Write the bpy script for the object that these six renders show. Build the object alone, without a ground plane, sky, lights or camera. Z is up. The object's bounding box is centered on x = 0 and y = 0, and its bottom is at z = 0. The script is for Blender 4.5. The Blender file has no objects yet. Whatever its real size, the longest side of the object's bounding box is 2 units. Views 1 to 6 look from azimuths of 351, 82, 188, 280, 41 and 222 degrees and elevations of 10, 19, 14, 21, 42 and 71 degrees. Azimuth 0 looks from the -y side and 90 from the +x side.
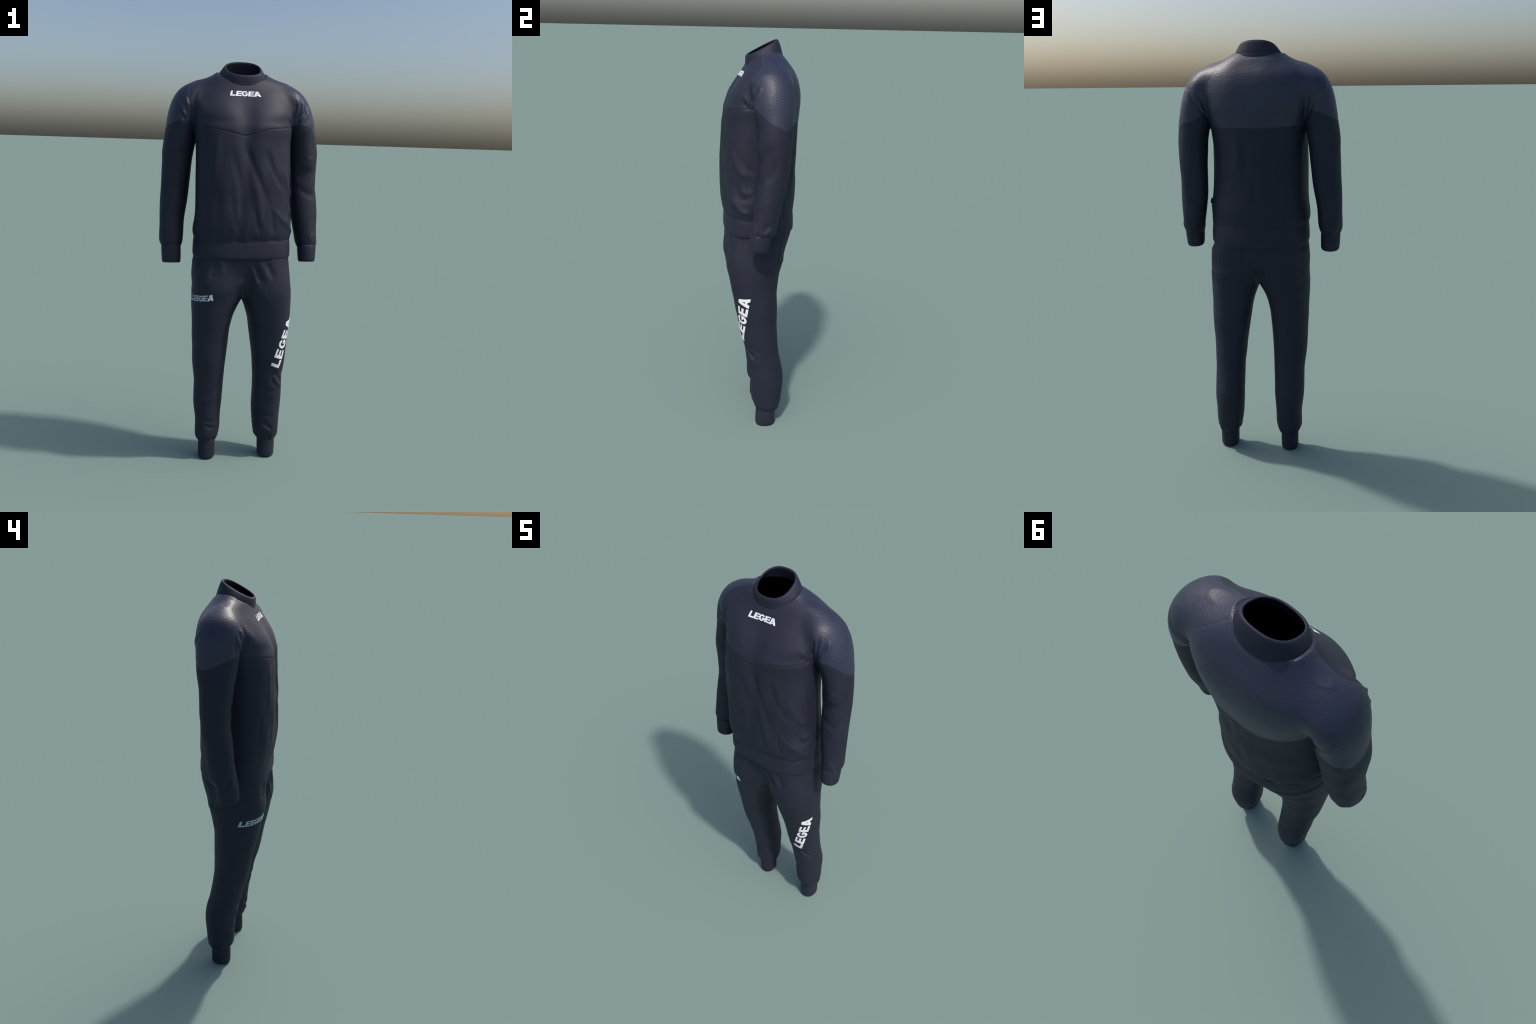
import bpy, bmesh, math
import numpy as np
from mathutils import Vector
from mathutils.bvhtree import BVHTree

# ------------------------------------------------------------------ helpers
def pchip(xs, ys):
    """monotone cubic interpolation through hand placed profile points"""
    xs = np.array(xs, float); ys = np.array(ys, float)
    h = np.diff(xs); d = np.diff(ys) / h
    m = np.zeros_like(xs)
    m[0], m[-1] = d[0], d[-1]
    for i in range(1, len(xs) - 1):
        if d[i-1] * d[i] > 0:
            w1, w2 = 2*h[i] + h[i-1], h[i] + 2*h[i-1]
            m[i] = (w1 + w2) / (w1/d[i-1] + w2/d[i])
    def f(x):
        x = np.clip(x, xs[0], xs[-1])
        i = np.clip(np.searchsorted(xs, x, side='right') - 1, 0, len(xs) - 2)
        t = (x - xs[i]) / h[i]
        t2, t3 = t*t, t*t*t
        return ((2*t3 - 3*t2 + 1)*ys[i] + (t3 - 2*t2 + t)*h[i]*m[i]
                + (-2*t3 + 3*t2)*ys[i+1] + (t3 - t2)*h[i]*m[i+1])
    return f

def soften(f, z0, z1, sigma=.008):
    """blur a profile a little so that no ring of it shows as a kink"""
    g = np.arange(z0 - .04, z1 + .04, .001)
    k = np.exp(-.5 * (np.arange(-32, 33) * .001 / sigma)**2); k /= k.sum()
    d = np.convolve(np.pad(f(g), 32, mode='edge'), k, mode='valid')
    return lambda z: np.interp(z, g, d)

def profile(rows):
    """rows (z, x_low, x_high, y_front, y_back, exponent[, exponent at the back]) -> interpolators"""
    rows = sorted(r if len(r) == 7 else r + (r[5],) for r in rows)
    z = [r[0] for r in rows]
    return [soften(pchip(z, [r[k] for r in rows]), z[0], z[-1]) for k in range(1, 7)]

def slice_field(prof, x, y, z, cyf=0.5, skew=0.0):
    """approximate signed horizontal distance to a stack of superelliptic slices"""
    xl, xh, yf, yb, nf, nb = [p(z) for p in prof]
    cx, cy = (xl + xh) / 2, yf + (yb - yf) * cyf
    a = (xh - xl) / 2
    dx = x - cx
    dy = y - cy - skew * dx
    b = np.where(dy < 0, cy - yf, yb - cy)
    n = np.where(dy < 0, nf, nb)
    q = np.power(np.abs(dx) / a, n) + np.power(np.abs(dy) / b, n)
    r = np.power(q + 1e-9, 1.0 / n)
    dist = np.sqrt(dx*dx + dy*dy)
    return np.where(r > 1e-3, dist * (1 - 1/np.maximum(r, 1e-3)), -np.minimum(a, b))

def smin(a, b, k):
    h = np.maximum(k - np.abs(a - b), 0) / k
    return np.minimum(a, b) - h*h*k*0.25

def smooth(e0, e1, x):
    t = np.clip((x - e0) / (e1 - e0), 0, 1)
    return t*t*(3 - 2*t)

# ------------------------------------------------------------------ profiles (metres)
TORSO = profile([
    (1.140, -.2225, .2405, -.172, .1765, 2.65, 2.1),
    (1.165, -.2240, .2420, -.174, .1775, 2.65, 2.1),
    (1.178, -.2275, .2435, -.179, .1800, 2.65, 2.1),
    (1.195, -.231, .244, -.183, .182, 2.65, 2.05),
    (1.220, -.230, .245, -.187, .185, 2.65, 2.0),
    (1.250, -.225, .246, -.190, .186, 2.65, 2.0),
    (1.300, -.221, .239, -.192, .187, 2.65, 1.95),
    (1.400, -.219, .233, -.192, .187, 2.65, 1.95),
    (1.500, -.219, .231, -.189, .187, 2.65, 2.0),
    (1.600, -.219, .234, -.183, .189, 2.65, 2.2),
    (1.650, -.224, .236, -.177, .191, 2.7, 2.5),
    (1.685, -.230, .239, -.176, .192, 2.6, 2.7),
    (1.710, -.234, .242, -.169, .192, 2.5, 2.8),
    (1.750, -.240, .246, -.153, .190, 2.8, 2.8),
    (1.800, -.252, .255, -.123, .182, 2.5, 2.6),
    (1.850, -.258, .260, -.090, .163, 2.05, 2.4),
    (1.875, -.246, .248, -.076, .147, 1.8, 2.3),
    (1.895, -.216, .218, -.064, .133, 1.8, 2.2),
    (1.910, -.177, .174, -.056, .124, 2.0, 2.2),
    (1.925, -.150, .144, -.042, .113, 2.0, 2.2),
    (1.940, -.126, .119, -.032, .097, 2.0, 2.0),
    (1.960, -.100, .095, -.020, .078, 2.0, 2.0)])
ARM_R = profile([   # wearer's right, -x
    (1.105, -.368, -.290, -.070, .026, 2.2),
    (1.120, -.374, -.286, -.073, .032, 2.2),
    (1.135, -.383, -.278, -.074, .043, 2.2),
    (1.160, -.387, -.274, -.070, .056, 2.2),
    (1.240, -.388, -.269, -.056, .078, 2.2),
    (1.330, -.384, -.256, -.042, .095, 2.2),
    (1.400, -.381, -.247, -.031, .103, 2.2),
    (1.450, -.380, -.241, -.032, .109, 2.2),
    (1.550, -.378, -.229, -.042, .113, 2.2),
    (1.640, -.368, -.213, -.051, .127, 1.95, 2.3),
    (1.720, -.354, -.200, -.062, .132, 1.8, 2.2),
    (1.785, -.338, -.180, -.068, .137, 1.8, 2.2),
    (1.835, -.314, -.170, -.055, .128, 1.9, 2.1),
    (1.870, -.282, -.160, -.030, .102, 2.0),
    (1.890, -.240, -.160, -.005, .070, 2.0),
    (1.905, -.200, -.165, .015, .040, 2.0)])
ARM_L = profile([   # wearer's left, +x
    (1.105, .294, .374, -.064, .020, 2.1),
    (1.120, .292, .382, -.066, .028, 2.1),
    (1.135, .285, .388, -.068, .041, 2.1),
    (1.160, .280, .389, -.064, .053, 2.1),
    (1.240, .267, .387, -.054, .071, 2.1),
    (1.330, .254, .384, -.046, .093, 2.1),
    (1.400, .251, .381, -.036, .105, 2.1),
    (1.470, .248, .382, -.029, .115, 2.1),
    (1.550, .243, .383, -.032, .121, 2.1),
    (1.610, .232, .379, -.037, .124, 1.9, 2.0),
    (1.700, .210, .365, -.055, .130, 1.8, 2.1),
    (1.750, .190, .352, -.064, .132, 1.8, 2.1),
    (1.810, .175, .328, -.066, .124, 1.8, 2.1),
    (1.860, .165, .291, -.045, .098, 2.0),
    (1.885, .160, .250, -.010, .065, 2.0),
    (1.905, .165, .200, .015, .040, 2.0)])
LEG_R = profile([
    (.075, -.172, -.100, -.006, .080, 2.1),
    (.092, -.178, -.094, -.012, .088, 2.1),
    (.105, -.190, -.082, -.024, .102, 2.1),
    (.125, -.196, -.076, -.030, .109, 2.1),
    (.200, -.198, -.070, -.035, .119, 2.1),
    (.290, -.208, -.064, -.039, .124, 2.1),
    (.350, -.209, -.062, -.050, .117, 2.1),
    (.420, -.209, -.059, -.068, .099, 2.1),
    (.550, -.220, -.0505, -.100, .081, 2.1),
    (.690, -.225, -.040, -.126, .078, 2.15),
    (.780, -.228, -.020, -.144, .082, 2.2),
    (.830, -.230, .000, -.154, .093, 2.2),
    (.865, -.230, .018, -.160, .101, 2.2),
    (.920, -.229, .040, -.170, .116, 2.3),
    (.960, -.228, .060, -.168, .126, 2.4, 2.1),
    (1.050, -.220, .060, -.160, .150, 2.4, 2.1),
    (1.110, -.212, .060, -.158, .158, 2.4, 2.1)])
LEG_L = profile([
    (.075, .136, .214, -.006, .080, 2.1),
    (.092, .130, .220, -.012, .088, 2.1),
    (.105, .116, .231, -.022, .103, 2.1),
    (.130, .108, .236, -.030, .115, 2.1),
    (.200, .101, .238, -.039, .127, 2.1),
    (.290, .095, .244, -.047, .130, 2.1),
    (.350, .095, .243, -.056, .121, 2.1),
    (.420, .094, .241, -.070, .104, 2.1),
    (.520, .085, .246, -.094, .094, 2.1),
    (.660, .068, .255, -.120, .092, 2.15),
    (.750, .051, .259, -.138, .087, 2.2),
    (.810, .034, .261, -.150, .094, 2.2),
    (.865, .015, .260, -.161, .102, 2.2),
    (.920, -.020, .258, -.170, .118, 2.3),
    (.960, -.040, .254, -.168, .122, 2.4, 2.0),
    (1.050, -.040, .241, -.160, .144, 2.4, 2.0),
    (1.110, -.040, .234, -.158, .158, 2.4, 2.1)])
PELVIS = profile([
    (.880, -.10, .13, -.09, .03, 2.3, 2.0),
    (.910, -.17, .20, -.120, .07, 2.3, 2.0),
    (.950, -.215, .243, -.140, .109, 2.4, 2.0),
    (1.000, -.222, .248, -.148, .136, 2.4, 2.0),
    (1.060, -.219, .241, -.157, .160, 2.4, 2.0),
    (1.120, -.213, .234, -.157, .166, 2.4, 2.0)])
HEM = profile([(1.0, -.2275, .2455, -.177, .181, 2.7, 2.15), (1.2, -.2275, .2455, -.177, .181, 2.7, 2.15)])

TORSO_MID = pchip([1.10, 1.50, 1.65, 1.75, 1.95], [.40, .38, .44, .5, .5])   # where the widest line lies, front to back
def shirt_parts(p):
    x, y, z = p
    za = z + .2 * (y + .015) * smooth(1.24, 1.14, z)      # sleeve ends lean with the forearm
    return (slice_field(TORSO, x, y, z, TORSO_MID(z), .04*smooth(1.72, 1.6, z)*smooth(1.18, 1.26, z)*smooth(.05, -.05, y)), slice_field(ARM_R, x, y, za, .5, .07 - .13*smooth(1.58, 1.72, z)),
            slice_field(ARM_L, x, y, za, .5, -.06 + .12*smooth(1.58, 1.72, z)))

HOLLOW = pchip([1.25, 1.40, 1.60, 1.70, 1.80, 1.86, 1.92], [0, .010, .012, .013, .011, .005, 0])
HOLLOW_W = pchip([1.25, 1.60, 1.70, 1.80, 1.87], [.035, .035, .045, .075, .11])
def chest_hollow(x, y, z):
    """the cloth sinks between the two sides of the chest"""
    g = np.exp(-((x - .012) / HOLLOW_W(z))**2)
    return HOLLOW(z) * g * smooth(.02, -.06, y)

COLLAR_BASE = (-.114, .110, -.070, .106, 2.2)
COLLAR_RIM = (-.084, .088, -.069, .083, 2.5)
def collar_base(x, y):
    return np.interp(y, [-.075, -.045, 0, .04, .105], [1.886, 1.902, 1.926, 1.938, 1.940])
def neck_limit(x, y):
    """the shoulders stop just above the seam of the collar"""
    xl, xh, yf, yb, n = COLLAR_BASE
    r = (np.abs((x - (xl+xh)/2)/((xh-xl)/2))**n + np.abs((y - (yf+yb)/2)/((yb-yf)/2))**n)**(1/n)
    return collar_base(x, y) + .004 + .5*np.maximum(r - 1.03, 0)

def shirt_field(p):
    x, y, z = p
    t, r, l = shirt_parts(p)
    t = t + chest_hollow(x, y, z)
    t = np.maximum(t, np.maximum(1.152 - z, z - np.minimum(1.950, neck_limit(x, y))))
    arm = np.maximum(np.minimum(r, l), np.maximum(1.112 - z - .2*(y + .015), z - 1.90))
    k = .006 + .030 * smooth(1.66, 1.84, z)
    return smin(t, arm, k)

def trouser_field(p):
    x, y, z = p
    zl = z + .2 * (y - .038) * smooth(.22, .12, z)       # leg ends droop towards the heel
    r = slice_field(LEG_R, x, y, zl, .5, .08); l = slice_field(LEG_L, x, y, zl, .5, -.08)
    v = slice_field(PELVIS, x, y, z)
    k = .012 + .03 * smooth(.86, .95, z)
    f = smin(r, l, k)
    f = smin(f, np.where(z > .88, v, 1.0 + 0*v), .03)
    # tucked under the hem of the sweatshirt
    under = slice_field(HEM, x, y, z, .40) - .03 + .0340 * smooth(.99, 1.067, z)
    f = np.where(z > .985, np.maximum(f, under), f)
    return np.maximum(f, np.maximum(.082 - z - .2*(y - .038), z - 1.10))

# ------------------------------------------------------------------ iso-surface
def surface_nets(field, lo, hi, h):
    ax = [np.arange(l, u + h, h) for l, u in zip(lo, hi)]
    F = field((ax[0][:, None, None], ax[1][None, :, None], ax[2][None, None, :]))
    F = np.where(np.abs(F) < 1e-7, 1e-7, F)
    nx, ny, nz = F.shape
    S = F < 0
    acc = np.zeros((nx-1, ny-1, nz-1, 3)); cnt = np.zeros((nx-1, ny-1, nz-1))
    corner = [(i, j, k) for i in (0, 1) for j in (0, 1) for k in (0, 1)]
    for c0 in corner:
        for axis in range(3):
            if c0[axis]: continue
            c1 = list(c0); c1[axis] = 1
            s0 = tuple(slice(c, n-1+c) for c, n in zip(c0, F.shape))
            s1 = tuple(slice(c, n-1+c) for c, n in zip(c1, F.shape))
            f0, f1 = F[s0], F[s1]
            m = S[s0] != S[s1]
            idx = np.nonzero(m)
            t = f0[idx] / (f0[idx] - f1[idx])
            v = np.tile(np.array(c0, float), (len(t), 1)); v[:, axis] = t
            acc[idx] += v; cnt[idx] += 1
    act = cnt > 0
    idx = np.nonzero(act)
    vid = -np.ones(act.shape, int); vid[idx] = np.arange(len(idx[0]))
    V = acc[idx] / cnt[idx][:, None]
    V = (V + np.stack(idx, 1)) * h + np.array([a[0] for a in ax])
    quads = []
    for axis in range(3):
        b, c = (axis+1) % 3, (axis+2) % 3
        s0 = [slice(None)]*3; s1 = [slice(None)]*3
        s0[axis] = slice(0, -1); s1[axis] = slice(1, None)
        m = S[tuple(s0)] != S[tuple(s1)]
        I = np.stack(np.nonzero(m), 1)
        ok = (I[:, b] > 0) & (I[:, c] > 0) & (I[:, b] < F.shape[b]-1) & (I[:, c] < F.shape[c]-1)
        I = I[ok]
        inside = S[tuple(I.T)]
        def at(db, dc):
            J = I.copy(); J[:, b] -= db; J[:, c] -= dc
            return vid[tuple(J.T)]
        q = np.stack([at(1, 1), at(0, 1), at(0, 0), at(1, 0)], 1)
        q[~inside] = q[~inside][:, ::-1]
        quads.append(q)
    return V, np.concatenate(quads)

def field_gradient(field, V, e=6e-4):
    g = np.zeros_like(V)
    for i in range(3):
        d = np.zeros(3); d[i] = e
        g[:, i] = (field((V + d).T) - field((V - d).T)) / (2*e)
    return g

def project(field, V, steps=3):
    for _ in range(steps):
        f = field(V.T); g = field_gradient(field, V)
        s = f / np.maximum((g*g).sum(1), .2)
        V = V - np.clip(s, -.003, .003)[:, None] * g
    return V

def mesh_normals(V, T):
    a, b, c = V[T[:, 0]], V[T[:, 1]], V[T[:, 2]]
    fn = np.cross(b - a, c - a)
    N = np.zeros_like(V)
    for k in range(3):
        for j in range(3):
            N[:, j] += np.bincount(T[:, k], fn[:, j], len(V))
    return N / np.maximum(np.linalg.norm(N, axis=1), 1e-12)[:, None]

def relax(V, T, steps=2, w=.5):
    """even out the triangles with plain neighbour averaging"""
    E = np.concatenate([T[:, [0, 1]], T[:, [1, 2]], T[:, [2, 0]]])
    E = np.concatenate([E, E[:, ::-1]])
    deg = np.bincount(E[:, 0], minlength=len(V))
    for _ in range(steps):
        A = np.stack([np.bincount(E[:, 0], V[E[:, 1], j], len(V)) for j in range(3)], 1)
        V = V + w * (A / np.maximum(deg, 1)[:, None] - V)
    return V

def build_surface(field, lo, hi, h):
    V, Q = surface_nets(field, lo, hi, h)
    V = project(field, V, 2)
    T = np.concatenate([Q[:, [0, 1, 2]], Q[:, [0, 2, 3]]])
    V = relax(V, T, 2)
    return V, T

def cut(V, T, g, data):
    """split triangles along g = 0 (data: per-vertex arrays carried along)"""
    g = np.where(np.abs(g) < 1e-5, 1e-5, g)
    s = g > 0
    mixed = (s[T].sum(1) % 3) != 0
    keep, M = T[~mixed], T[mixed]
    sm = s[M]
    lone_sign = sm.sum(1) == 1
    lone = np.where(lone_sign, np.argmax(sm, 1), np.argmin(sm, 1))
    r = np.arange(len(M))
    a, b, c = M[r, lone], M[r, (lone+1) % 3], M[r, (lone+2) % 3]
    def edge(p, q):
        return np.stack([np.minimum(p, q), np.maximum(p, q)], 1)
    E = np.concatenate([edge(a, b), edge(a, c)])
    U, inv = np.unique(E, axis=0, return_inverse=True)
    inv = inv.reshape(-1)
    t = (g[U[:, 0]] / (g[U[:, 0]] - g[U[:, 1]]))
    def mix(arr):
        tt = t[:, None] if arr.ndim > 1 else t
        return np.concatenate([arr, arr[U[:, 0]]*(1-tt) + arr[U[:, 1]]*tt])
    n = len(V)
    ab, ac = n + inv[:len(M)], n + inv[len(M):]
    new = np.concatenate([np.stack([a, ab, ac], 1), np.stack([ab, b, c], 1), np.stack([ab, c, ac], 1)])
    g2 = np.concatenate([g, np.zeros(len(U))])
    return mix(V), np.concatenate([keep, new]), g2, [mix(d) for d in data]

# ------------------------------------------------------------------ objects
COL = bpy.context.scene.collection
def make_object(name, V, F, mat, normals=None, parent=None, smooth_shade=True):
    me = bpy.data.meshes.new(name)
    V = np.asarray(V, float); 
    me.from_pydata(V.tolist(), [], np.asarray(F).tolist() if not isinstance(F, list) else F)
    me.update()
    if smooth_shade:
        me.polygons.foreach_set('use_smooth', [True]*len(me.polygons))
    if normals is not None:
        me.normals_split_custom_set_from_vertices(np.asarray(normals).tolist())
    if mat: me.materials.append(mat)
    ob = bpy.data.objects.new(name, me)
    COL.objects.link(ob)
    if parent: ob.parent = parent
    return ob

def sub_mesh(V, T, N, mask):
    T = T[mask]
    used, inv = np.unique(T, return_inverse=True)
    return V[used], inv.reshape(T.shape), N[used]

def ring_loft(rows, seg=144):
    """rows: list of functions angle->(x,y,z) arrays; closed rings bridged by quads"""
    ang = np.linspace(0, 2*np.pi, seg, endpoint=False)
    V = np.concatenate([np.stack(r(ang), 1) for r in rows])
    F = []
    for i in range(len(rows) - 1):
        for j in range(seg):
            k = (j + 1) % seg
            F.append((i*seg + j, i*seg + k, (i+1)*seg + k, (i+1)*seg + j))
    return V, F

def oval(xl, xh, yf, yb, n, z, cyf=.5):
    """superellipse ring; z may be a function of (x, y)"""
    cx, cy = (xl+xh)/2, yf + (yb-yf)*cyf
    def f(a):
        c, s = np.cos(a), np.sin(a)
        b = np.where(s < 0, cy - yf, yb - cy)
        r = np.power(np.abs(c)**n + np.abs(s)**n, -1/n)
        x = cx + (xh-xl)/2*r*c; y = cy + b*r*s
        zz = z(x, y) if callable(z) else z + 0*x
        return x, y, zz
    return f

def inset(row, d):
    return (row[0]+d, row[1]-d, row[2]+d, row[3]-d) + tuple(row[4:])


# ------------------------------------------------------------------ cloth relief
# cloth folds: (height of ridge (+) or depth of valley (-), half width, spine)
TORSO_FOLDS = [
    (-.006, .013, [(-.004, -.172, 1.618), (.019, -.176, 1.560), (.043, -.184, 1.502), (.067, -.189, 1.452), (.091, -.189, 1.398), (.111, -.185, 1.342)]),
    (-.005, .014, [(-.055, -.184, 1.566), (-.036, -.188, 1.492), (-.019, -.188, 1.416), (-.013, -.188, 1.344), (-.005, -.190, 1.272)]),
    (.004, .014, [(.034, -.185, 1.451), (.056, -.190, 1.388), (.071, -.190, 1.325), (.085, -.188, 1.260), (.108, -.179, 1.207)]),
    (-.005, .012, [(.104, -.179, 1.579), (.128, -.177, 1.512), (.158, -.167, 1.453), (.185, -.150, 1.409)]),
    (-.004, .010, [(.050, -.190, 1.324), (.061, -.190, 1.260), (.077, -.183, 1.203)]),
    (-.005, .010, [(.130, -.180, 1.316), (.139, -.177, 1.259), (.145, -.168, 1.197)]),
    (.004, .010, [(.149, -.173, 1.311), (.179, -.159, 1.271), (.208, -.134, 1.233)]),
    (-.004, .014, [(-.145, -.165, 1.511), (-.150, -.165, 1.420), (-.162, -.157, 1.328)]),
    (-.003, .012, [(-.060, -.190, 1.389), (-.051, -.190, 1.305), (-.027, -.185, 1.205)]),
    (-.004, .010, [(-.197, -.118, 1.452), (-.183, -.138, 1.383), (-.187, -.134, 1.275)]),
    (.006, .011, [(.185, -.145, 1.503), (.201, -.131, 1.443), (.216, -.109, 1.396), (.229, -.071, 1.374)]),
    (-.006, .012, [(.209, -.125, 1.342), (.211, -.125, 1.303), (.227, -.105, 1.271), (.239, -.071, 1.266)]),
    (.007, .011, [(.198, -.145, 1.267), (.217, -.122, 1.232), (.230, -.095, 1.206), (.239, -.064, 1.201)]),
    (.005, .012, [(.222, -.105, 1.320), (.232, -.081, 1.300), (.237, -.050, 1.301)]),
    (-.005, .010, [(.215, -.106, 1.480), (.224, -.085, 1.426), (.231, -.051, 1.399)]),
    (.005, .010, [(.209, -.097, 1.753), (.223, -.081, 1.731), (.231, -.065, 1.706)]),
    (-.006, .010, [(.214, -.097, 1.724), (.226, -.078, 1.705), (.231, -.062, 1.693)]),
    (.007, .020, [(-.245, -.056, 1.838), (-.223, -.069, 1.817), (-.206, -.082, 1.791), (-.194, -.104, 1.762)]),
    (-.001, .018, [(-.249, -.067, 1.813), (-.236, -.073, 1.783), (-.227, -.070, 1.749)]),
    (.003, .012, [(-.120, -.164, 1.662), (-.129, -.169, 1.569), (-.137, -.170, 1.473), (-.165, -.154, 1.381)]),
    (.004, .014, [(.084, .181, 1.592), (.089, .176, 1.497), (.105, .170, 1.400), (.140, .155, 1.314)]),
    (-.003, .014, [(.137, .154, 1.412), (.147, .149, 1.341), (.174, .133, 1.274)]),
    (-.003, .016, [(.034, .188, 1.606), (.041, .186, 1.471), (.055, .185, 1.334)]),
    (.003, .016, [(-.034, .187, 1.606), (-.035, .185, 1.472), (-.030, .186, 1.335)]),]
ARMHOLE_FOLDS = [
    (-.006, .007, [(.251, -.071, 1.816), (.251, -.073, 1.785), (.245, -.072, 1.751), (.240, -.063, 1.718)]),
    (-.007, .008, [(.279, -.056, 1.817), (.274, -.067, 1.786), (.264, -.071, 1.752), (.250, -.066, 1.723)]),
    (-.010, .008, [(.304, -.044, 1.792), (.300, -.054, 1.769), (.284, -.066, 1.746), (.266, -.068, 1.725), (.242, -.054, 1.696)]),
    (.004, .006, [(.287, -.046, 1.823), (.285, -.060, 1.791), (.276, -.069, 1.757)]),
    (.004, .007, [(.313, -.028, 1.800), (.314, -.040, 1.775), (.305, -.055, 1.749)]),
    (-.003, .012, [(.322, -.041, 1.744), (.306, -.056, 1.720), (.296, -.059, 1.704)]),
    (-.009, .008, [(-.308, -.049, 1.782), (-.294, -.062, 1.749), (-.279, -.066, 1.726), (-.261, -.064, 1.703)]),
    (-.006, .007, [(-.282, -.060, 1.804), (-.271, -.070, 1.769), (-.259, -.068, 1.737), (-.253, -.064, 1.712)]),
    (.004, .006, [(-.297, -.057, 1.786), (-.286, -.066, 1.756), (-.270, -.068, 1.731)]),
    (.005, .006, [(-.271, -.057, 1.820), (-.266, -.067, 1.802), (-.259, -.072, 1.778)]),
    (-.004, .008, [(-.314, -.047, 1.764), (-.312, -.053, 1.732), (-.307, -.056, 1.712)]),
    (-.006, .008, [(.306, .104, 1.798), (.286, .121, 1.744), (.256, .106, 1.696), (.224, .084, 1.654)]),
    (-.003, .008, [(.261, .117, 1.771), (.248, .106, 1.723), (.235, .080, 1.675)]),
    (.004, .008, [(.275, .119, 1.764), (.258, .110, 1.717), (.238, .083, 1.675)]),
    (-.006, .008, [(-.286, .112, 1.799), (-.266, .117, 1.741), (-.245, .102, 1.688), (-.229, .077, 1.650)]),
    (-.003, .007, [(-.256, .116, 1.780), (-.242, .106, 1.728), (-.229, .084, 1.674)]),
    (.004, .007, [(-.304, .094, 1.812), (-.293, .115, 1.767), (-.263, .114, 1.708)]),]
SLEEVE_FOLDS = [
    (-.005, .012, [(.339, -.020, 1.503), (.300, -.031, 1.473), (.265, -.017, 1.457)]),
    (.004, .014, [(.335, -.024, 1.562), (.328, -.027, 1.533), (.298, -.031, 1.503)]),
    (-.004, .012, [(.362, -.015, 1.361), (.317, -.038, 1.385), (.273, -.027, 1.413)]),
    (-.004, .010, [(-.343, -.024, 1.515), (-.300, -.033, 1.473), (-.263, -.021, 1.459)]),
    (-.005, .010, [(-.235, -.011, 1.564), (-.265, -.039, 1.560), (-.295, -.048, 1.588)]),
    (-.004, .012, [(.374, .018, 1.549), (.363, .000, 1.500), (.335, -.022, 1.461)]),
    (-.003, .012, [(.382, .045, 1.470), (.376, .020, 1.416), (.343, -.029, 1.375)]),
    (.004, .012, [(.359, -.049, 1.184), (.335, -.064, 1.159)]),
    (-.005, .010, [(.390, .019, 1.186), (.390, .001, 1.168), (.388, -.016, 1.146)]),
    (.004, .008, [(.391, .016, 1.165), (.390, -.001, 1.143), (.388, -.013, 1.135)]),]
TROUSER_FOLDS = [
    (-.008, .010, [(.177, -.087, .492), (.190, -.081, .481), (.208, -.068, .464), (.220, -.051, .439), (.231, -.027, .415)]),
    (.005, .010, [(.187, -.077, .461), (.201, -.064, .433), (.215, -.051, .417), (.229, -.029, .397)]),
    (-.004, .010, [(.217, -.067, .494), (.232, -.042, .475), (.240, -.004, .440)]),
    (-.006, .010, [(.170, -.088, .494), (.181, -.076, .450), (.216, -.046, .397)]),
    (-.005, .008, [(.101, .007, .272), (.136, -.034, .246), (.191, -.039, .238)]),
    (-.005, .008, [(.137, -.032, .221), (.160, -.038, .197), (.195, -.030, .159)]),
    (.004, .007, [(.131, -.025, .193), (.154, -.034, .175), (.187, -.031, .147)]),
    (-.005, .008, [(-.177, -.020, .233), (-.154, -.033, .222), (-.115, -.033, .212)]),
    (-.005, .008, [(-.154, -.032, .196), (-.130, -.034, .184), (-.098, -.021, .173)]),
    (-.004, .012, [(-.099, -.061, .426), (-.136, -.057, .377), (-.172, -.039, .347)]),
    (.004, .012, [(-.104, -.046, .365), (-.134, -.046, .333), (-.164, -.038, .322)]),
    (-.004, .010, [(.114, -.039, .397), (.159, -.061, .380), (.216, -.044, .388)]),
    (-.012, .022, [(.032, -.166, 1.006), (.033, -.165, .973), (.030, -.158, .938), (.018, -.133, .904)]),
    (.005, .010, [(.041, -.170, 1.051), (.059, -.170, .999), (.073, -.171, .946)]),
    (-.006, .012, [(.059, -.172, 1.052), (.075, -.173, 1.008), (.093, -.174, .964)]),
    (.005, .014, [(.079, -.173, 1.060), (.105, -.173, 1.019), (.129, -.173, .975)]),
    (-.005, .012, [(.117, -.172, 1.063), (.138, -.171, 1.019), (.151, -.170, .980)]),
    (.003, .012, [(.096, -.167, .909), (.122, -.165, .886), (.143, -.160, .859)]),
    (-.005, .012, [(-.127, -.166, 1.066), (-.134, -.166, 1.028), (-.149, -.163, .983)]),
    (.004, .010, [(-.103, -.171, 1.070), (-.092, -.173, 1.040), (-.096, -.173, .999)]),
    (-.004, .010, [(-.071, -.173, 1.062), (-.049, -.173, 1.057), (-.027, -.170, 1.065)]),
    (-.012, .016, [(-.007, .129, .966), (-.009, .114, .939), (-.006, .094, .915)]),]

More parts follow.
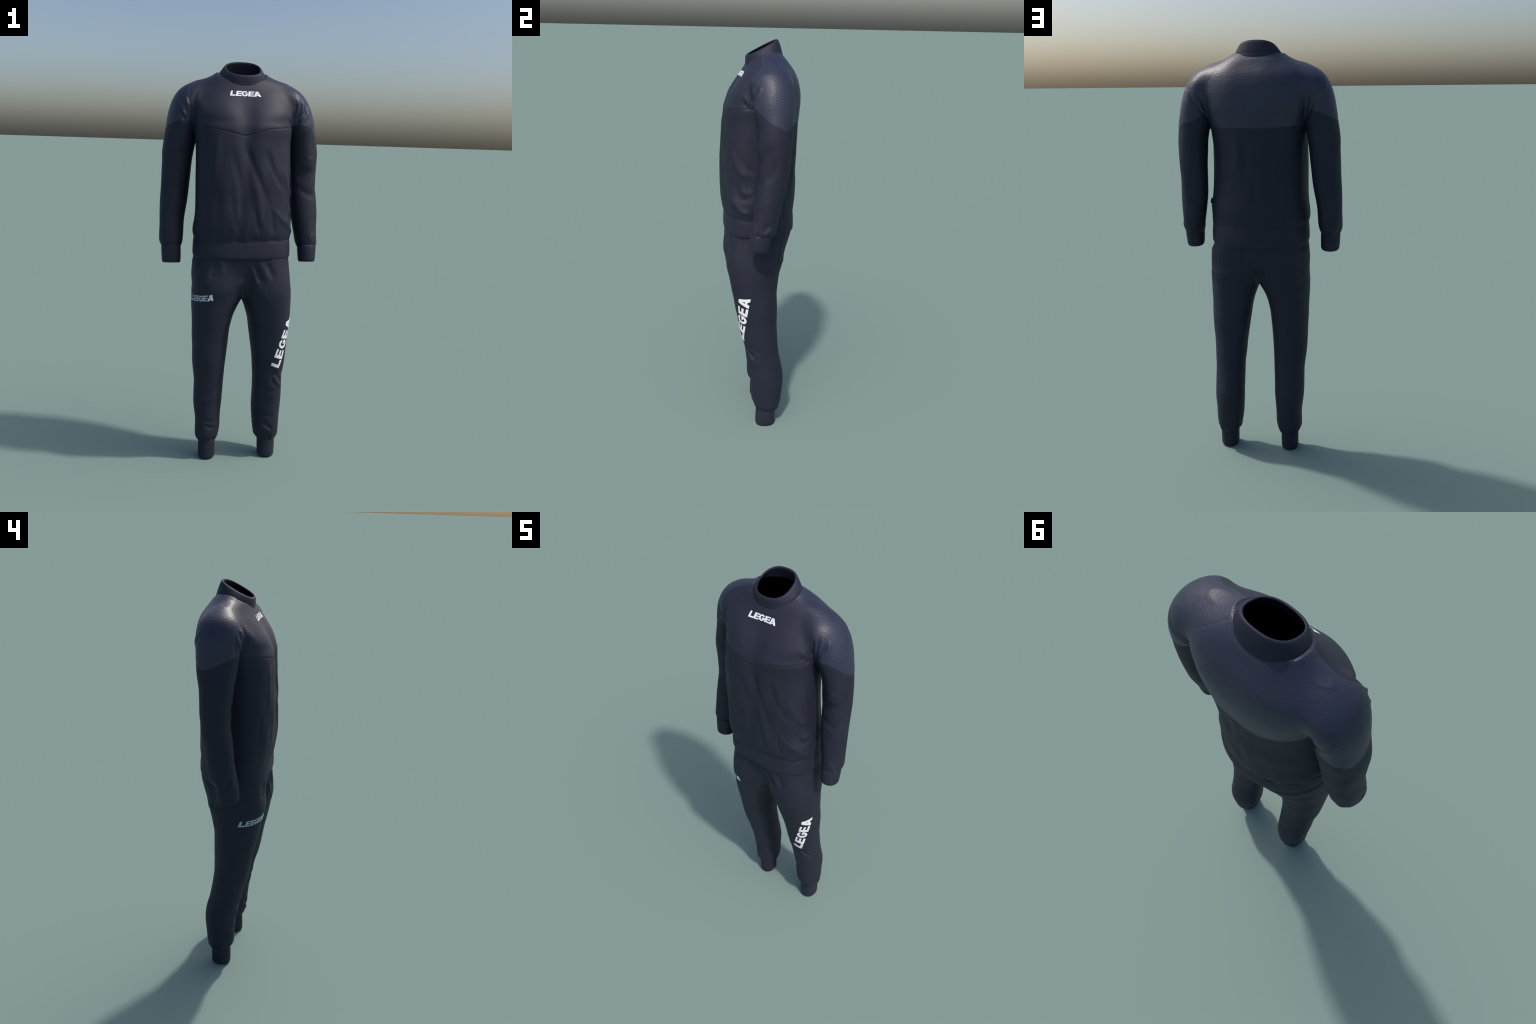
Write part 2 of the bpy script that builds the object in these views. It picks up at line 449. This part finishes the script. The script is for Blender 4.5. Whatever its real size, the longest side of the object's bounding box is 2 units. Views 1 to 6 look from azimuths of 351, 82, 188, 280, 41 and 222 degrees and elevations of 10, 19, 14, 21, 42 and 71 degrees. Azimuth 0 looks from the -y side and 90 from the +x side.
def fold_height(V, folds, bvh, mask=None, widen=1.0):
    H = np.zeros(len(V))
    for amp, w, pts in folds:
        w = w * widen
        P = np.array([tuple(bvh.find_nearest(Vector(p))[0]) for p in pts], float)
        L = np.concatenate([[0], np.cumsum(np.linalg.norm(np.diff(P, axis=0), axis=1))])
        # resample the spine as a smooth curve
        q = np.linspace(0, L[-1], max(8, int(L[-1] / .006)))
        C = np.stack([pchip(L, P[:, j])(q) for j in range(3)], 1)
        box = ((V > C.min(0) - 3*w) & (V < C.max(0) + 3*w)).all(1)
        idx = np.nonzero(box)[0]
        if len(idx) == 0: continue
        D = np.linalg.norm(V[idx][:, None, :] - C[None], axis=2)
        k = D.argmin(1); d = D[np.arange(len(idx)), k]
        t = q[k] / L[-1]
        taper = np.clip(np.minimum(t, 1 - t) * 4 + .25, 0, 1)
        H[idx] += amp * taper * np.exp(-(d / w)**2)
    return H if mask is None else H * mask

def undulation(V, seed, waves):
    rng = np.random.RandomState(seed)
    H = np.zeros(len(V))
    for wl, amp, n in waves:
        for _ in range(n):
            d = rng.normal(size=3); d /= np.linalg.norm(d)
            ph = rng.uniform(0, 6.28, 2)
            e = rng.normal(size=3); e /= np.linalg.norm(e)
            H += amp / n**.5 * np.sin(V @ d * 6.283/wl + ph[0] + 1.5*np.sin(V @ e * 6.283/(wl*2.3) + ph[1]))
    return H

def gathers(V, cx, cy, z0, n, amp, reach, seed):
    """short radial puckers where cloth is sewn into a narrower band"""
    rng = np.random.RandomState(seed)
    a = np.arctan2(V[:, 1] - cy, V[:, 0] - cx)
    ph = rng.uniform(0, 6.28, 3)
    s = np.sin(n*a + ph[0] + .8*np.sin(2*a + ph[1])) * (.6 + .4*np.sin(3*a + ph[2]))
    u = V[:, 2] - z0
    return amp * s * np.exp(-(np.maximum(u, 0) / reach)**2) * (u > -.01)

# ------------------------------------------------------------------ seam lines
RAGLAN = pchip([1.60, 1.69, 1.72, 1.75, 1.785, 1.815, 1.847, 1.867, 1.888, 1.903, 1.919, 1.935, 1.95],
               [.236, .238, .247, .249, .252, .253, .249, .238, .211, .172, .134, .10, .07])
RAGLAN_BACK = pchip([1.60, 1.655, 1.69, 1.74, 1.78, 1.82, 1.86, 1.89, 1.915, 1.94],
                    [.225, .228, .238, .236, .228, .212, .186, .156, .126, .095])
CHEST_SEAM = pchip([-.26, -.187, -.134, -.079, -.037, -.004, .034, .075, .118, .172, .218, .26],
                   [1.697, 1.688, 1.680, 1.668, 1.658, 1.651, 1.659, 1.672, 1.684, 1.690, 1.696, 1.699])
SLEEVE_LINE_L = pchip([-180, -110, -85, -60, -30, 0, 20, 33, 45, 60, 90, 110, 140, 180],
                      [1.69, 1.705, 1.702, 1.688, 1.660, 1.636, 1.623, 1.613, 1.617, 1.632, 1.650, 1.667, 1.682, 1.69])
SLEEVE_LINE_R = pchip([-180, -110, -83, -63, -39, -15, 15, 38, 50, 76, 98, 140, 180],
                      [1.70, 1.712, 1.709, 1.701, 1.692, 1.680, 1.664, 1.652, 1.658, 1.677, 1.692, 1.70, 1.70])

def seam_functions(V):
    x, y, z = V.T
    t, r, l = shirt_parts((x, y, z))
    ax = np.abs(x)
    front = np.minimum(RAGLAN(z) - ax, .022 - y)              # > 0: front of the torso
    back = np.minimum(RAGLAN_BACK(z) - ax, y - .022)          # > 0: back of the torso
    under = np.minimum(t - np.minimum(r, l), .02)             # > 0: nearer to a sleeve
    torso = np.where(z > 1.665, np.maximum(front, back), -under)
    line = CHEST_SEAM(x) * smooth(.05, -.03, y) + (1.622 + .007*smooth(0, -.2, x)) * smooth(-.03, .05, y)
    chest = z - line
    deg = np.degrees(np.arctan2(y - .03, ax - .293))
    sleeve = z - np.where(x > 0, SLEEVE_LINE_L(deg), SLEEVE_LINE_R(deg))
    return torso, chest, sleeve

# ------------------------------------------------------------------ materials
def fabric(name, color, rough=.5, spec=.5, vary=.10, weave=.0, ripple=.0, sheen=0.0):
    m = bpy.data.materials.new(name); m.use_nodes = True
    nt = m.node_tree; N, L = nt.nodes, nt.links
    b = N['Principled BSDF']
    tc = N.new('ShaderNodeTexCoord')
    no = N.new('ShaderNodeTexNoise'); no.inputs['Scale'].default_value = 9; no.inputs['Detail'].default_value = 5
    L.new(tc.outputs['Object'], no.inputs['Vector'])
    ramp = N.new('ShaderNodeValToRGB')
    ramp.color_ramp.elements[0].position = .3; ramp.color_ramp.elements[1].position = .7
    ramp.color_ramp.elements[0].color = tuple(c*(1-vary) for c in color) + (1,)
    ramp.color_ramp.elements[1].color = tuple(c*(1+vary) for c in color) + (1,)
    L.new(no.outputs['Fac'], ramp.inputs['Fac'])
    L.new(ramp.outputs['Color'], b.inputs['Base Color'])
    b.inputs['Roughness'].default_value = rough
    b.inputs['Specular IOR Level'].default_value = spec
    b.inputs['Sheen Weight'].default_value = sheen
    b.inputs['Sheen Roughness'].default_value = .5
    prev = None
    def bump(height, strength, dist):
        nonlocal prev
        bp = N.new('ShaderNodeBump')
        bp.inputs['Strength'].default_value = strength; bp.inputs['Distance'].default_value = dist
        L.new(height, bp.inputs['Height'])
        if prev: L.new(prev, bp.inputs['Normal'])
        prev = bp.outputs['Normal']
    if weave:
        w = N.new('ShaderNodeTexNoise'); w.inputs['Scale'].default_value = 420; w.inputs['Detail'].default_value = 2
        L.new(tc.outputs['Object'], w.inputs['Vector'])
        bump(w.outputs['Fac'], weave, .001)
    if ripple:
        mp = N.new('ShaderNodeMapping'); mp.inputs['Scale'].default_value = (45, 60, 190)
        L.new(tc.outputs['Object'], mp.inputs['Vector'])
        w = N.new('ShaderNodeTexNoise'); w.inputs['Scale'].default_value = 1; w.inputs['Detail'].default_value = 3
        w.inputs['Distortion'].default_value = .6
        L.new(mp.outputs['Vector'], w.inputs['Vector'])
        bump(w.outputs['Fac'], ripple, .0018)
    if prev: L.new(prev, b.inputs['Normal'])
    return m

NAVY = fabric('navy_knit', (.0145, .0173, .0325), .62, .28, weave=.12)
CHEST = fabric('navy_satin', (.0192, .0210, .0395), .57, .30, weave=.12)
SHOULDER = fabric('ribbed_shoulder_fabric', (.0232, .0280, .0550), .46, .42, weave=.15, ripple=.7)
RIB = fabric('trim_knit', (.0154, .0182, .0345), .63, .28, weave=.12)
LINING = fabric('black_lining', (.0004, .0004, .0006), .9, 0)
WHITE = fabric('white_print', (.80, .80, .86), .5, .4, .03)
GREY = fabric('faded_print', (.40, .43, .49), .5, .4, .25)

# ------------------------------------------------------------------ sweatshirt and trousers
root = bpy.data.objects.new('tracksuit', None); COL.objects.link(root)
root['label'] = 'dark navy tracksuit, sweatshirt over cuffed jogging trousers'
root['category'] = 'tracksuit'



RES = .0034
V, T = build_surface(shirt_field, (-.41, -.22, 1.09), (.415, .235, 1.97), RES)
ft, fr, fl = shirt_parts(V.T)
on_torso = smooth(.004, -.004, ft - np.minimum(fr, fl))
SN = mesh_normals(V, T)
bvh = BVHTree.FromPolygons(V.tolist(), T.tolist())
H = fold_height(V, TORSO_FOLDS, bvh, on_torso, 1.3) * .85 + fold_height(V, ARMHOLE_FOLDS, bvh) + fold_height(V, SLEEVE_FOLDS, bvh, 1 - on_torso, 1.5)
H += undulation(V, 4, [(.20, .0013, 6), (.09, .0003, 8)])
H += gathers(V, .339, -.012, 1.126, 7, .0035, .03, 2) * (1 - on_torso) * (V[:, 0] > 0)
H += gathers(V, -.330, -.018, 1.126, 6, .0030, .03, 3) * (1 - on_torso) * (V[:, 0] < 0)
# long soft drapes down the body and the sleeves
turn = np.arctan2(V[:, 1], V[:, 0] - .01)
drape = np.sin(15*turn + 5*V[:, 2] + 1.3*np.sin(9*V[:, 2])) + .7*np.sin(23*turn - 7*V[:, 2] + 2.0)
H += .0011 * drape * on_torso * smooth(1.62, 1.50, V[:, 2]) * (.55 + .45*np.sin(11*V[:, 2] + 3*turn))
around = np.arctan2(V[:, 1] - .03, np.abs(V[:, 0]) - .32)
H += .0012 * np.sin(4*around + 16*V[:, 2] + np.sign(V[:, 0])) * (1 - on_torso) * smooth(1.64, 1.5, V[:, 2])
H += gathers(V, .01, .0, 1.168, 16, .0022, .035, 5) * on_torso
gt, gc, gs = seam_functions(V)
is_t = gt > 0
seam = np.where(is_t, gc, gs)
# overlapping seams: the upper cloth stands slightly proud and the line itself is drawn in
depth = np.where(is_t & (V[:, 1] < 0), 1.0, .35)
H += .0010 * smooth(-.002, .004, seam) * (V[:, 2] > 1.5)
H -= .0019 * depth * np.exp(-((seam + .002)/.0035)**2) * (V[:, 2] > 1.5)
H -= .0007 * np.exp(-(gt/.004)**2) * (V[:, 2] > 1.66)
V = V + SN * H[:, None]
V = relax(V, T, 1, .4)
# cut the cloth along its seams
neck = None
for pick in range(3):
    gt, gc, gs = seam_functions(V)
    V, T, _, _ = cut(V, T, (gt, gc, gs)[pick], [])
def collar_radius(V):
    xl, xh, yf, yb, n = COLLAR_BASE
    cx, cy = (xl+xh)/2, (yf+yb)/2
    return (np.abs((V[:, 0]-cx)/((xh-xl)/2))**n + np.abs((V[:, 1]-cy)/((yb-yf)/2))**n)**(1/n)
g = np.maximum((collar_radius(V) - .95) * .1, 1.86 - V[:, 2])
V, T, _, _ = cut(V, T, g, [])
g = np.maximum((collar_radius(V) - .95) * .1, 1.86 - V[:, 2])
T = T[g[T].mean(1) > 0]
N = mesh_normals(V, T)
C = V[T].mean(1)
gt, gc, gs = seam_functions(C)
torso = gt > 0
front = C[:, 1] < .022
regions = {
    'chest_panel': torso & (gc > 0) & front,
    'back_yoke': torso & (gc > 0) & ~front,
    'body': torso & (gc <= 0),
    'shoulder_panel': ~torso & (gs > 0),
    'sleeve': ~torso & (gs <= 0)}
shirt = make_object('sweatshirt', *sub_mesh(V, T, N, regions['body'])[:2], NAVY, sub_mesh(V, T, N, regions['body'])[2], root)
for name, mat in (('chest_panel', CHEST), ('back_yoke', SHOULDER)):
    a, b, c = sub_mesh(V, T, N, regions[name]); make_object(name, a, b, mat, c, shirt)
for name, mat in (('shoulder_panel', SHOULDER), ('sleeve', NAVY)):
    for side in (C[:, 0] < 0, C[:, 0] > 0):
        a, b, c = sub_mesh(V, T, N, regions[name] & side); make_object(name, a, b, mat, c, shirt)
SHIRT_BVH = BVHTree.FromPolygons(V.tolist(), T.tolist())

V, T = build_surface(trouser_field, (-.25, -.2, .06), (.285, .20, 1.12), RES)
TN = mesh_normals(V, T)
bvh = BVHTree.FromPolygons(V.tolist(), T.tolist())
H = fold_height(V, TROUSER_FOLDS, bvh, None, 1.3) + undulation(V, 9, [(.18, .0012, 6), (.08, .0003, 8)])
H += gathers(V, .175, .04, .098, 9, .0035, .03, 6) * (V[:, 0] > 0.016)
H += gathers(V, -.136, .04, .098, 8, .0035, .03, 7) * (V[:, 0] < 0.016)
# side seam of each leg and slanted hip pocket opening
V = V + TN * H[:, None]
V = relax(V, T, 1, .4)
V, T, _, _ = cut(V, T, V[:, 2] - .872, [])
N = mesh_normals(V, T)
C = V[T].mean(1)
leg = C[:, 2] < .872
a, b, c = sub_mesh(V, T, N, ~leg)
trousers = make_object('trousers', a, b, NAVY, c, root)
for side in (C[:, 0] < .0165, C[:, 0] >= .0165):
    a, b, c = sub_mesh(V, T, N, leg & side); make_object('trouser_leg', a, b, NAVY, c, trousers)
TROUSER_BVH = BVHTree.FromPolygons(V.tolist(), T.tolist())

# back patch pockets: a piece of the seat lifted off the cloth, with its own edge
def patch(name, V, T, N, g, lift, mat, parent):
    V2, T2, g2, (N2,) = cut(V, T, g, [N])
    m = g2[T2].min(1) >= 0
    m &= g2[T2].max(1) > 0
    T2 = T2[m]
    used, inv = np.unique(T2, return_inverse=True)
    P, F, Q, gg = V2[used], inv.reshape(T2.shape), N2[used], g2[used]
    h = lift * smooth(0, .006, gg)
    top = P + Q * (h + .0004)[:, None]
    E = np.concatenate([F[:, [0, 1]], F[:, [1, 2]], F[:, [2, 0]]])
    key = np.sort(E, 1)
    u, idx, cnt = np.unique(key, axis=0, return_index=True, return_counts=True)
    rim = E[idx[cnt == 1]]
    ids = np.unique(rim); remap = {i: len(P) + k for k, i in enumerate(ids)}
    low = P[ids] - Q[ids] * .003
    faces = F.tolist() + [[int(b), int(a), remap[int(a)], remap[int(b)]] for a, b in rim]
    return make_object(name, np.vstack([top, low]), faces, mat, None, parent)

def rounded_box(x, z, x0, x1, z0, z1, r):
    cx, cz = (x0+x1)/2, (z0+z1)/2
    dx, dz = np.abs(x-cx) - (x1-x0)/2 + r, np.abs(z-cz) - (z1-z0)/2 + r
    return r - np.hypot(np.maximum(dx, 0), np.maximum(dz, 0)) - np.minimum(np.maximum(dx, dz), 0)

TNv = mesh_normals(V, T)
for x0, x1, z0 in ((.070, .200, .920), (-.190, -.060, .915)):
    g = np.minimum(rounded_box(V[:, 0], V[:, 2], x0, x1, z0, 1.16, .02), (V[:, 1] - .03))
    g = np.minimum(g, 1.085 - V[:, 2])
    patch('back_pocket', V, T, TNv, g, .0028, NAVY, trousers)

# ------------------------------------------------------------------ collar, lining, hem, cuffs
def collar_rim(x, y):
    return 1.9600 + .513*y
def mixrow(a, b, t): return tuple(p*(1-t)+q*t for p, q in zip(a, b))
def crow(t, d=0, dz=0):
    r = inset(mixrow(COLLAR_BASE, COLLAR_RIM, t), d)
    return oval(*r, lambda x, y: collar_base(x, y)*(1-t) + collar_rim(x, y)*t + dz)
rows = [crow(-.4, .012, -.026), crow(-.4, .007, -.008), crow(-.25, .002), crow(-.12, -.001), crow(-.05, -.0008)] + [crow(t, d) for t, d in
       ((0, 0), (.1, -.0006), (.25, -.001), (.4, -.001), (.55, -.001), (.7, -.001), (.8, -.0008), (.9, -.0002))]
rows += [crow(.96, .0008), crow(1.0, .0025, -.0005), crow(1.01, .0045, 0), crow(1.0, .0065, -.0005), crow(.95, .0085)]
for t in (.85, .7, .5, .3, .1, -.02): rows.append(crow(t, .0095))
CV, CF = ring_loft(rows)
make_object('collar', CV, CF, RIB, None, shirt)

def lrow(xl, xh, yf, yb, z, tilt=0.0): return oval(xl, xh, yf, yb, 2.2, lambda x, y: z + tilt*y)
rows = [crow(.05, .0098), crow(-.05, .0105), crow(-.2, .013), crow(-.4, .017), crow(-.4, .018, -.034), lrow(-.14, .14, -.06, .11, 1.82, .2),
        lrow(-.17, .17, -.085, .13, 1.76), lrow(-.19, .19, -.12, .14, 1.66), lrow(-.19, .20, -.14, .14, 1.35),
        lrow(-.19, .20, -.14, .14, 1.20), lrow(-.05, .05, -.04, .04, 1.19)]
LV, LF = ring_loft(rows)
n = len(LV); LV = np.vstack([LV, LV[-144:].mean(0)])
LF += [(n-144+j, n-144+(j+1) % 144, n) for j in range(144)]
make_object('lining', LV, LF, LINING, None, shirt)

def hrow(z, d):
    xl, xh, yf, yb, nf, nb = [float(p(1.1)) for p in HEM]
    f, b = oval(xl+d, xh-d, yf+d, yb-d, nf, z, .40), oval(xl+d, xh-d, yf+d, yb-d, nb, z, .40)
    return lambda a: [np.where(np.sin(a) < 0, p, q) for p, q in zip(f(a), b(a))]
rows = [hrow(z, d) for z, d in [(1.164, .040), (1.169, .014), (1.169, .006), (1.163, .004), (1.145, .0018), (1.12, .0005), (1.10, 0), (1.090, 0), (1.080, .0012), (1.0745, .0045), (1.074, .010), (1.080, .014), (1.12, .016)]]
HV, HF = ring_loft(rows, 192)
make_object('hem', HV, [f[::-1] for f in HF], RIB, None, shirt)

def band(name, top, bottom, parent, lean=0.0, hold=1.0):
    def r(t, d):
        row = inset(mixrow(top, bottom, t), d)
        return oval(*row[:5], lambda x, y: row[5] - lean*(y - (row[2] + row[3])/2)*(1 - t*(1 - hold)))
    rows = [r(0, .008), r(0, .003), r(.08, .0012), r(.3, .0003), r(.6, 0), r(.85, 0), r(.93, .001), r(.98, .003), r(1, .007), r(.97, .010), r(.7, .011), r(.5, .012)]
    V, F = ring_loft(rows, 96)
    F = [f[::-1] for f in F]
    n = len(V); V = np.vstack([V, V[-96:].mean(0)])
    F += [(n-96+j, n, n-96+(j+1) % 96) for j in range(96)]
    return make_object(name, V, F, RIB, None, parent)

band('cuff', (-.379, -.283, -.077, .030, 2.2, 1.126), (-.3735, -.284, -.083, .019, 2.2, 1.037), shirt, .16)
band('cuff', (.290, .385, -.071, .030, 2.2, 1.126), (.297, .3785, -.077, .013, 2.2, 1.044), shirt, .16)
band('ankle_cuff', (-.180, -.092, -.013, .089, 2.2, .098), (-.179, -.094, -.014, .086, 2.2, 0), trousers, .2, 0)
band('ankle_cuff', (.128, .222, -.013, .090, 2.2, .098), (.132, .219, -.016, .089, 2.2, 0), trousers, .2, 0)

# ------------------------------------------------------------------ printed letters
def arc(rx, ry, a0, a1, n):
    return [(.5 + rx*math.cos(math.radians(a0 + (a1-a0)*i/n)), .5 + ry*math.sin(math.radians(a0 + (a1-a0)*i/n))) for i in range(n+1)]
GLYPH = {
    'L': [[(0, 0), (1, 0), (1, .25), (.36, .25), (.36, 1), (0, 1)]],
    'E': [[(0, 0), (.97, 0), (.97, .215), (.34, .215), (.34, .395), (.90, .395), (.90, .605), (.34, .605), (.34, .785), (.97, .785), (.97, 1), (0, 1)]],
    'G': [arc(.52, .52, 28, 325, 26) + [(1.0, .30), (1.0, .56), (.52, .56), (.52, .37), (.68, .37)] + arc(.24, .29, 312, 46, 18)],
    'A': [[(-.02, 0), (.33, 1), (.67, 1), (1.02, 0), (.68, 0), (.62, .18), (.38, .18), (.32, 0)], [(.42, .36), (.58, .36), (.50, .72)]]}

def letter(ch, place, bvh, mat, parent, lift=.0012):
    """fill the outline, slice it finely, lay it on the cloth and give it thickness
    place(u, v) -> (ray origin, ray direction)"""
    cu = bpy.data.curves.new('outline', 'CURVE'); cu.dimensions = '2D'; cu.fill_mode = 'FRONT'
    for pts in GLYPH[ch]:
        sp = cu.splines.new('POLY'); sp.points.add(len(pts)-1); sp.use_cyclic_u = True
        for p, q in zip(sp.points, pts): p.co = (q[0], q[1], 0, 1)
    tmp = bpy.data.objects.new('outline', cu); COL.objects.link(tmp)
    dg = bpy.context.evaluated_depsgraph_get()
    me = bpy.data.meshes.new_from_object(tmp.evaluated_get(dg))
    bpy.data.objects.remove(tmp); bpy.data.curves.remove(cu)
    bm = bmesh.new(); bm.from_mesh(me); bpy.data.meshes.remove(me)
    bmesh.ops.remove_doubles(bm, verts=bm.verts, dist=1e-5)
    for axis in (0, 1):
        for k in range(1, 10):
            n = [0, 0, 0]; n[axis] = 1; c = [0, 0, 0]; c[axis] = k/10 + .0007
            bmesh.ops.bisect_plane(bm, geom=bm.verts[:] + bm.edges[:] + bm.faces[:], plane_co=c, plane_no=n, dist=1e-6)
    base = {}
    for v in bm.verts:
        o, d = place(v.co.x, v.co.y)
        hit, nor, _, _ = bvh.ray_cast(Vector(o), Vector(d).normalized())
        if hit is None: hit, nor = Vector(o) + Vector(d), -Vector(d).normalized()
        base[v.index] = (hit, nor)
    edges = [(e.verts[0].index, e.verts[1].index, e.link_faces[0]) for e in bm.edges if len(e.link_faces) == 1]
    nv = len(bm.verts)
    V = [base[i][0] + base[i][1]*lift for i in range(nv)]
    F = [[v.index for v in f.verts] for f in bm.faces]
    # faces must look along the cloth normal
    f0 = F[0]; nn = (V[f0[1]] - V[f0[0]]).cross(V[f0[2]] - V[f0[0]])
    flip = nn.dot(base[f0[0]][1]) < 0
    if flip: F = [f[::-1] for f in F]
    V += [base[i][0] - base[i][1]*.001 for i in range(nv)]
    for a, b, f in edges:
        vs = [v.index for v in f.verts]
        if vs[(vs.index(a)+1) % len(vs)] != b: a, b = b, a
        q = [b, a, a + nv, b + nv]
        F.append(q[::-1] if flip else q)
    bm.free()
    ob = make_object('letter', np.array([tuple(v) for v in V]), F, mat, None, parent, False)
    return ob

def lerp(a, b, t): return a + (b - a)*t

def chest_place(u0, u1, slant):
    def f(u, v):
        s = lerp(u0, u1, u)
        x = lerp(lerp(-.070, .076, s), lerp(-.070, .073, s), v) + slant*v
        return (x, -1.0, lerp(1.829, 1.8525, v)), (0, 1, 0)
    return f
for ch, u0, u1, sl in (('L', 0, .175, .006), ('E', .185, .375, .006), ('G', .375, .575, .003), ('E', .58, .775, .005), ('A', .775, 1.0, .000)):
    letter(ch, chest_place(u0, u1, sl), SHIRT_BVH, WHITE, shirt)

def leg_place(u0, u1):
    B0, B1 = np.array((.207, -.080, .510)), np.array((.257, -.057, .764))
    T0, T1 = np.array((.167, -.097, .530)), np.array((.234, -.110, .775))
    def f(u, v):
        s = lerp(u0, u1, u)
        P = lerp(lerp(B0, B1, s), lerp(T0, T1, s), v)
        c = np.array((.166, .0, P[2]))
        d = P - c; d /= np.linalg.norm(d)
        return tuple(c + d*.25), tuple(-d)
    return f
for ch, u0, u1 in (('L', 0, .165), ('E', .185, .37), ('G', .395, .572), ('E', .592, .772), ('A', .795, 1.0)):
    letter(ch, leg_place(u0, u1), TROUSER_BVH, WHITE, trousers)

def thigh_place(u0, u1, slant):
    def f(u, v):
        s = lerp(u0, u1, u) + slant*v
        a = math.radians(lerp(191, 256, s))
        z = lerp(lerp(.861, .877, s**1.6), lerp(.889, .907, s**1.6), v)
        return (-.10 + .3*math.cos(a), -.03 + .3*math.sin(a), z), (-math.cos(a), -math.sin(a), 0)
    return f
for ch, u0, u1, sl, mat in (('L', .02, .24, .07, GREY), ('E', .25, .40, .05, GREY), ('E', .41, .525, .05, GREY), ('G', .53, .67, .05, GREY),
                            ('E', .665, .825, .05, GREY), ('A', .83, 1.0, .03, WHITE)):
    letter(ch, thigh_place(u0, u1, sl), TROUSER_BVH, mat, trousers)

# ------------------------------------------------------------------ small label sewn into the side seam
rows = []
for k, (z, out) in enumerate([(1.279, .000), (1.277, .005), (1.268, .0075), (1.258, .0085), (1.253, .0085), (1.252, .004)]):
    x0 = .240
    rows.append([(x0, -.0225, z), (x0 + .005 + out, -.0225, z - .001), (x0 + .0058 + out, -.0195, z - .001), (x0 + .005 + out, -.0165, z - .001), (x0, -.0165, z)])
LV = np.array(rows).reshape(-1, 3)
m = 5
LF = [(i*m + j, (i+1)*m + j, (i+1)*m + (j+1) % m, i*m + (j+1) % m) for i in range(len(rows)-1) for j in range(m)]
LF += [tuple(range(m)), tuple(range(len(LV)-1, len(LV)-m-1, -1))]
make_object('side_label', LV, LF, fabric('black_label', (.004, .004, .005), .6, .3), None, shirt)
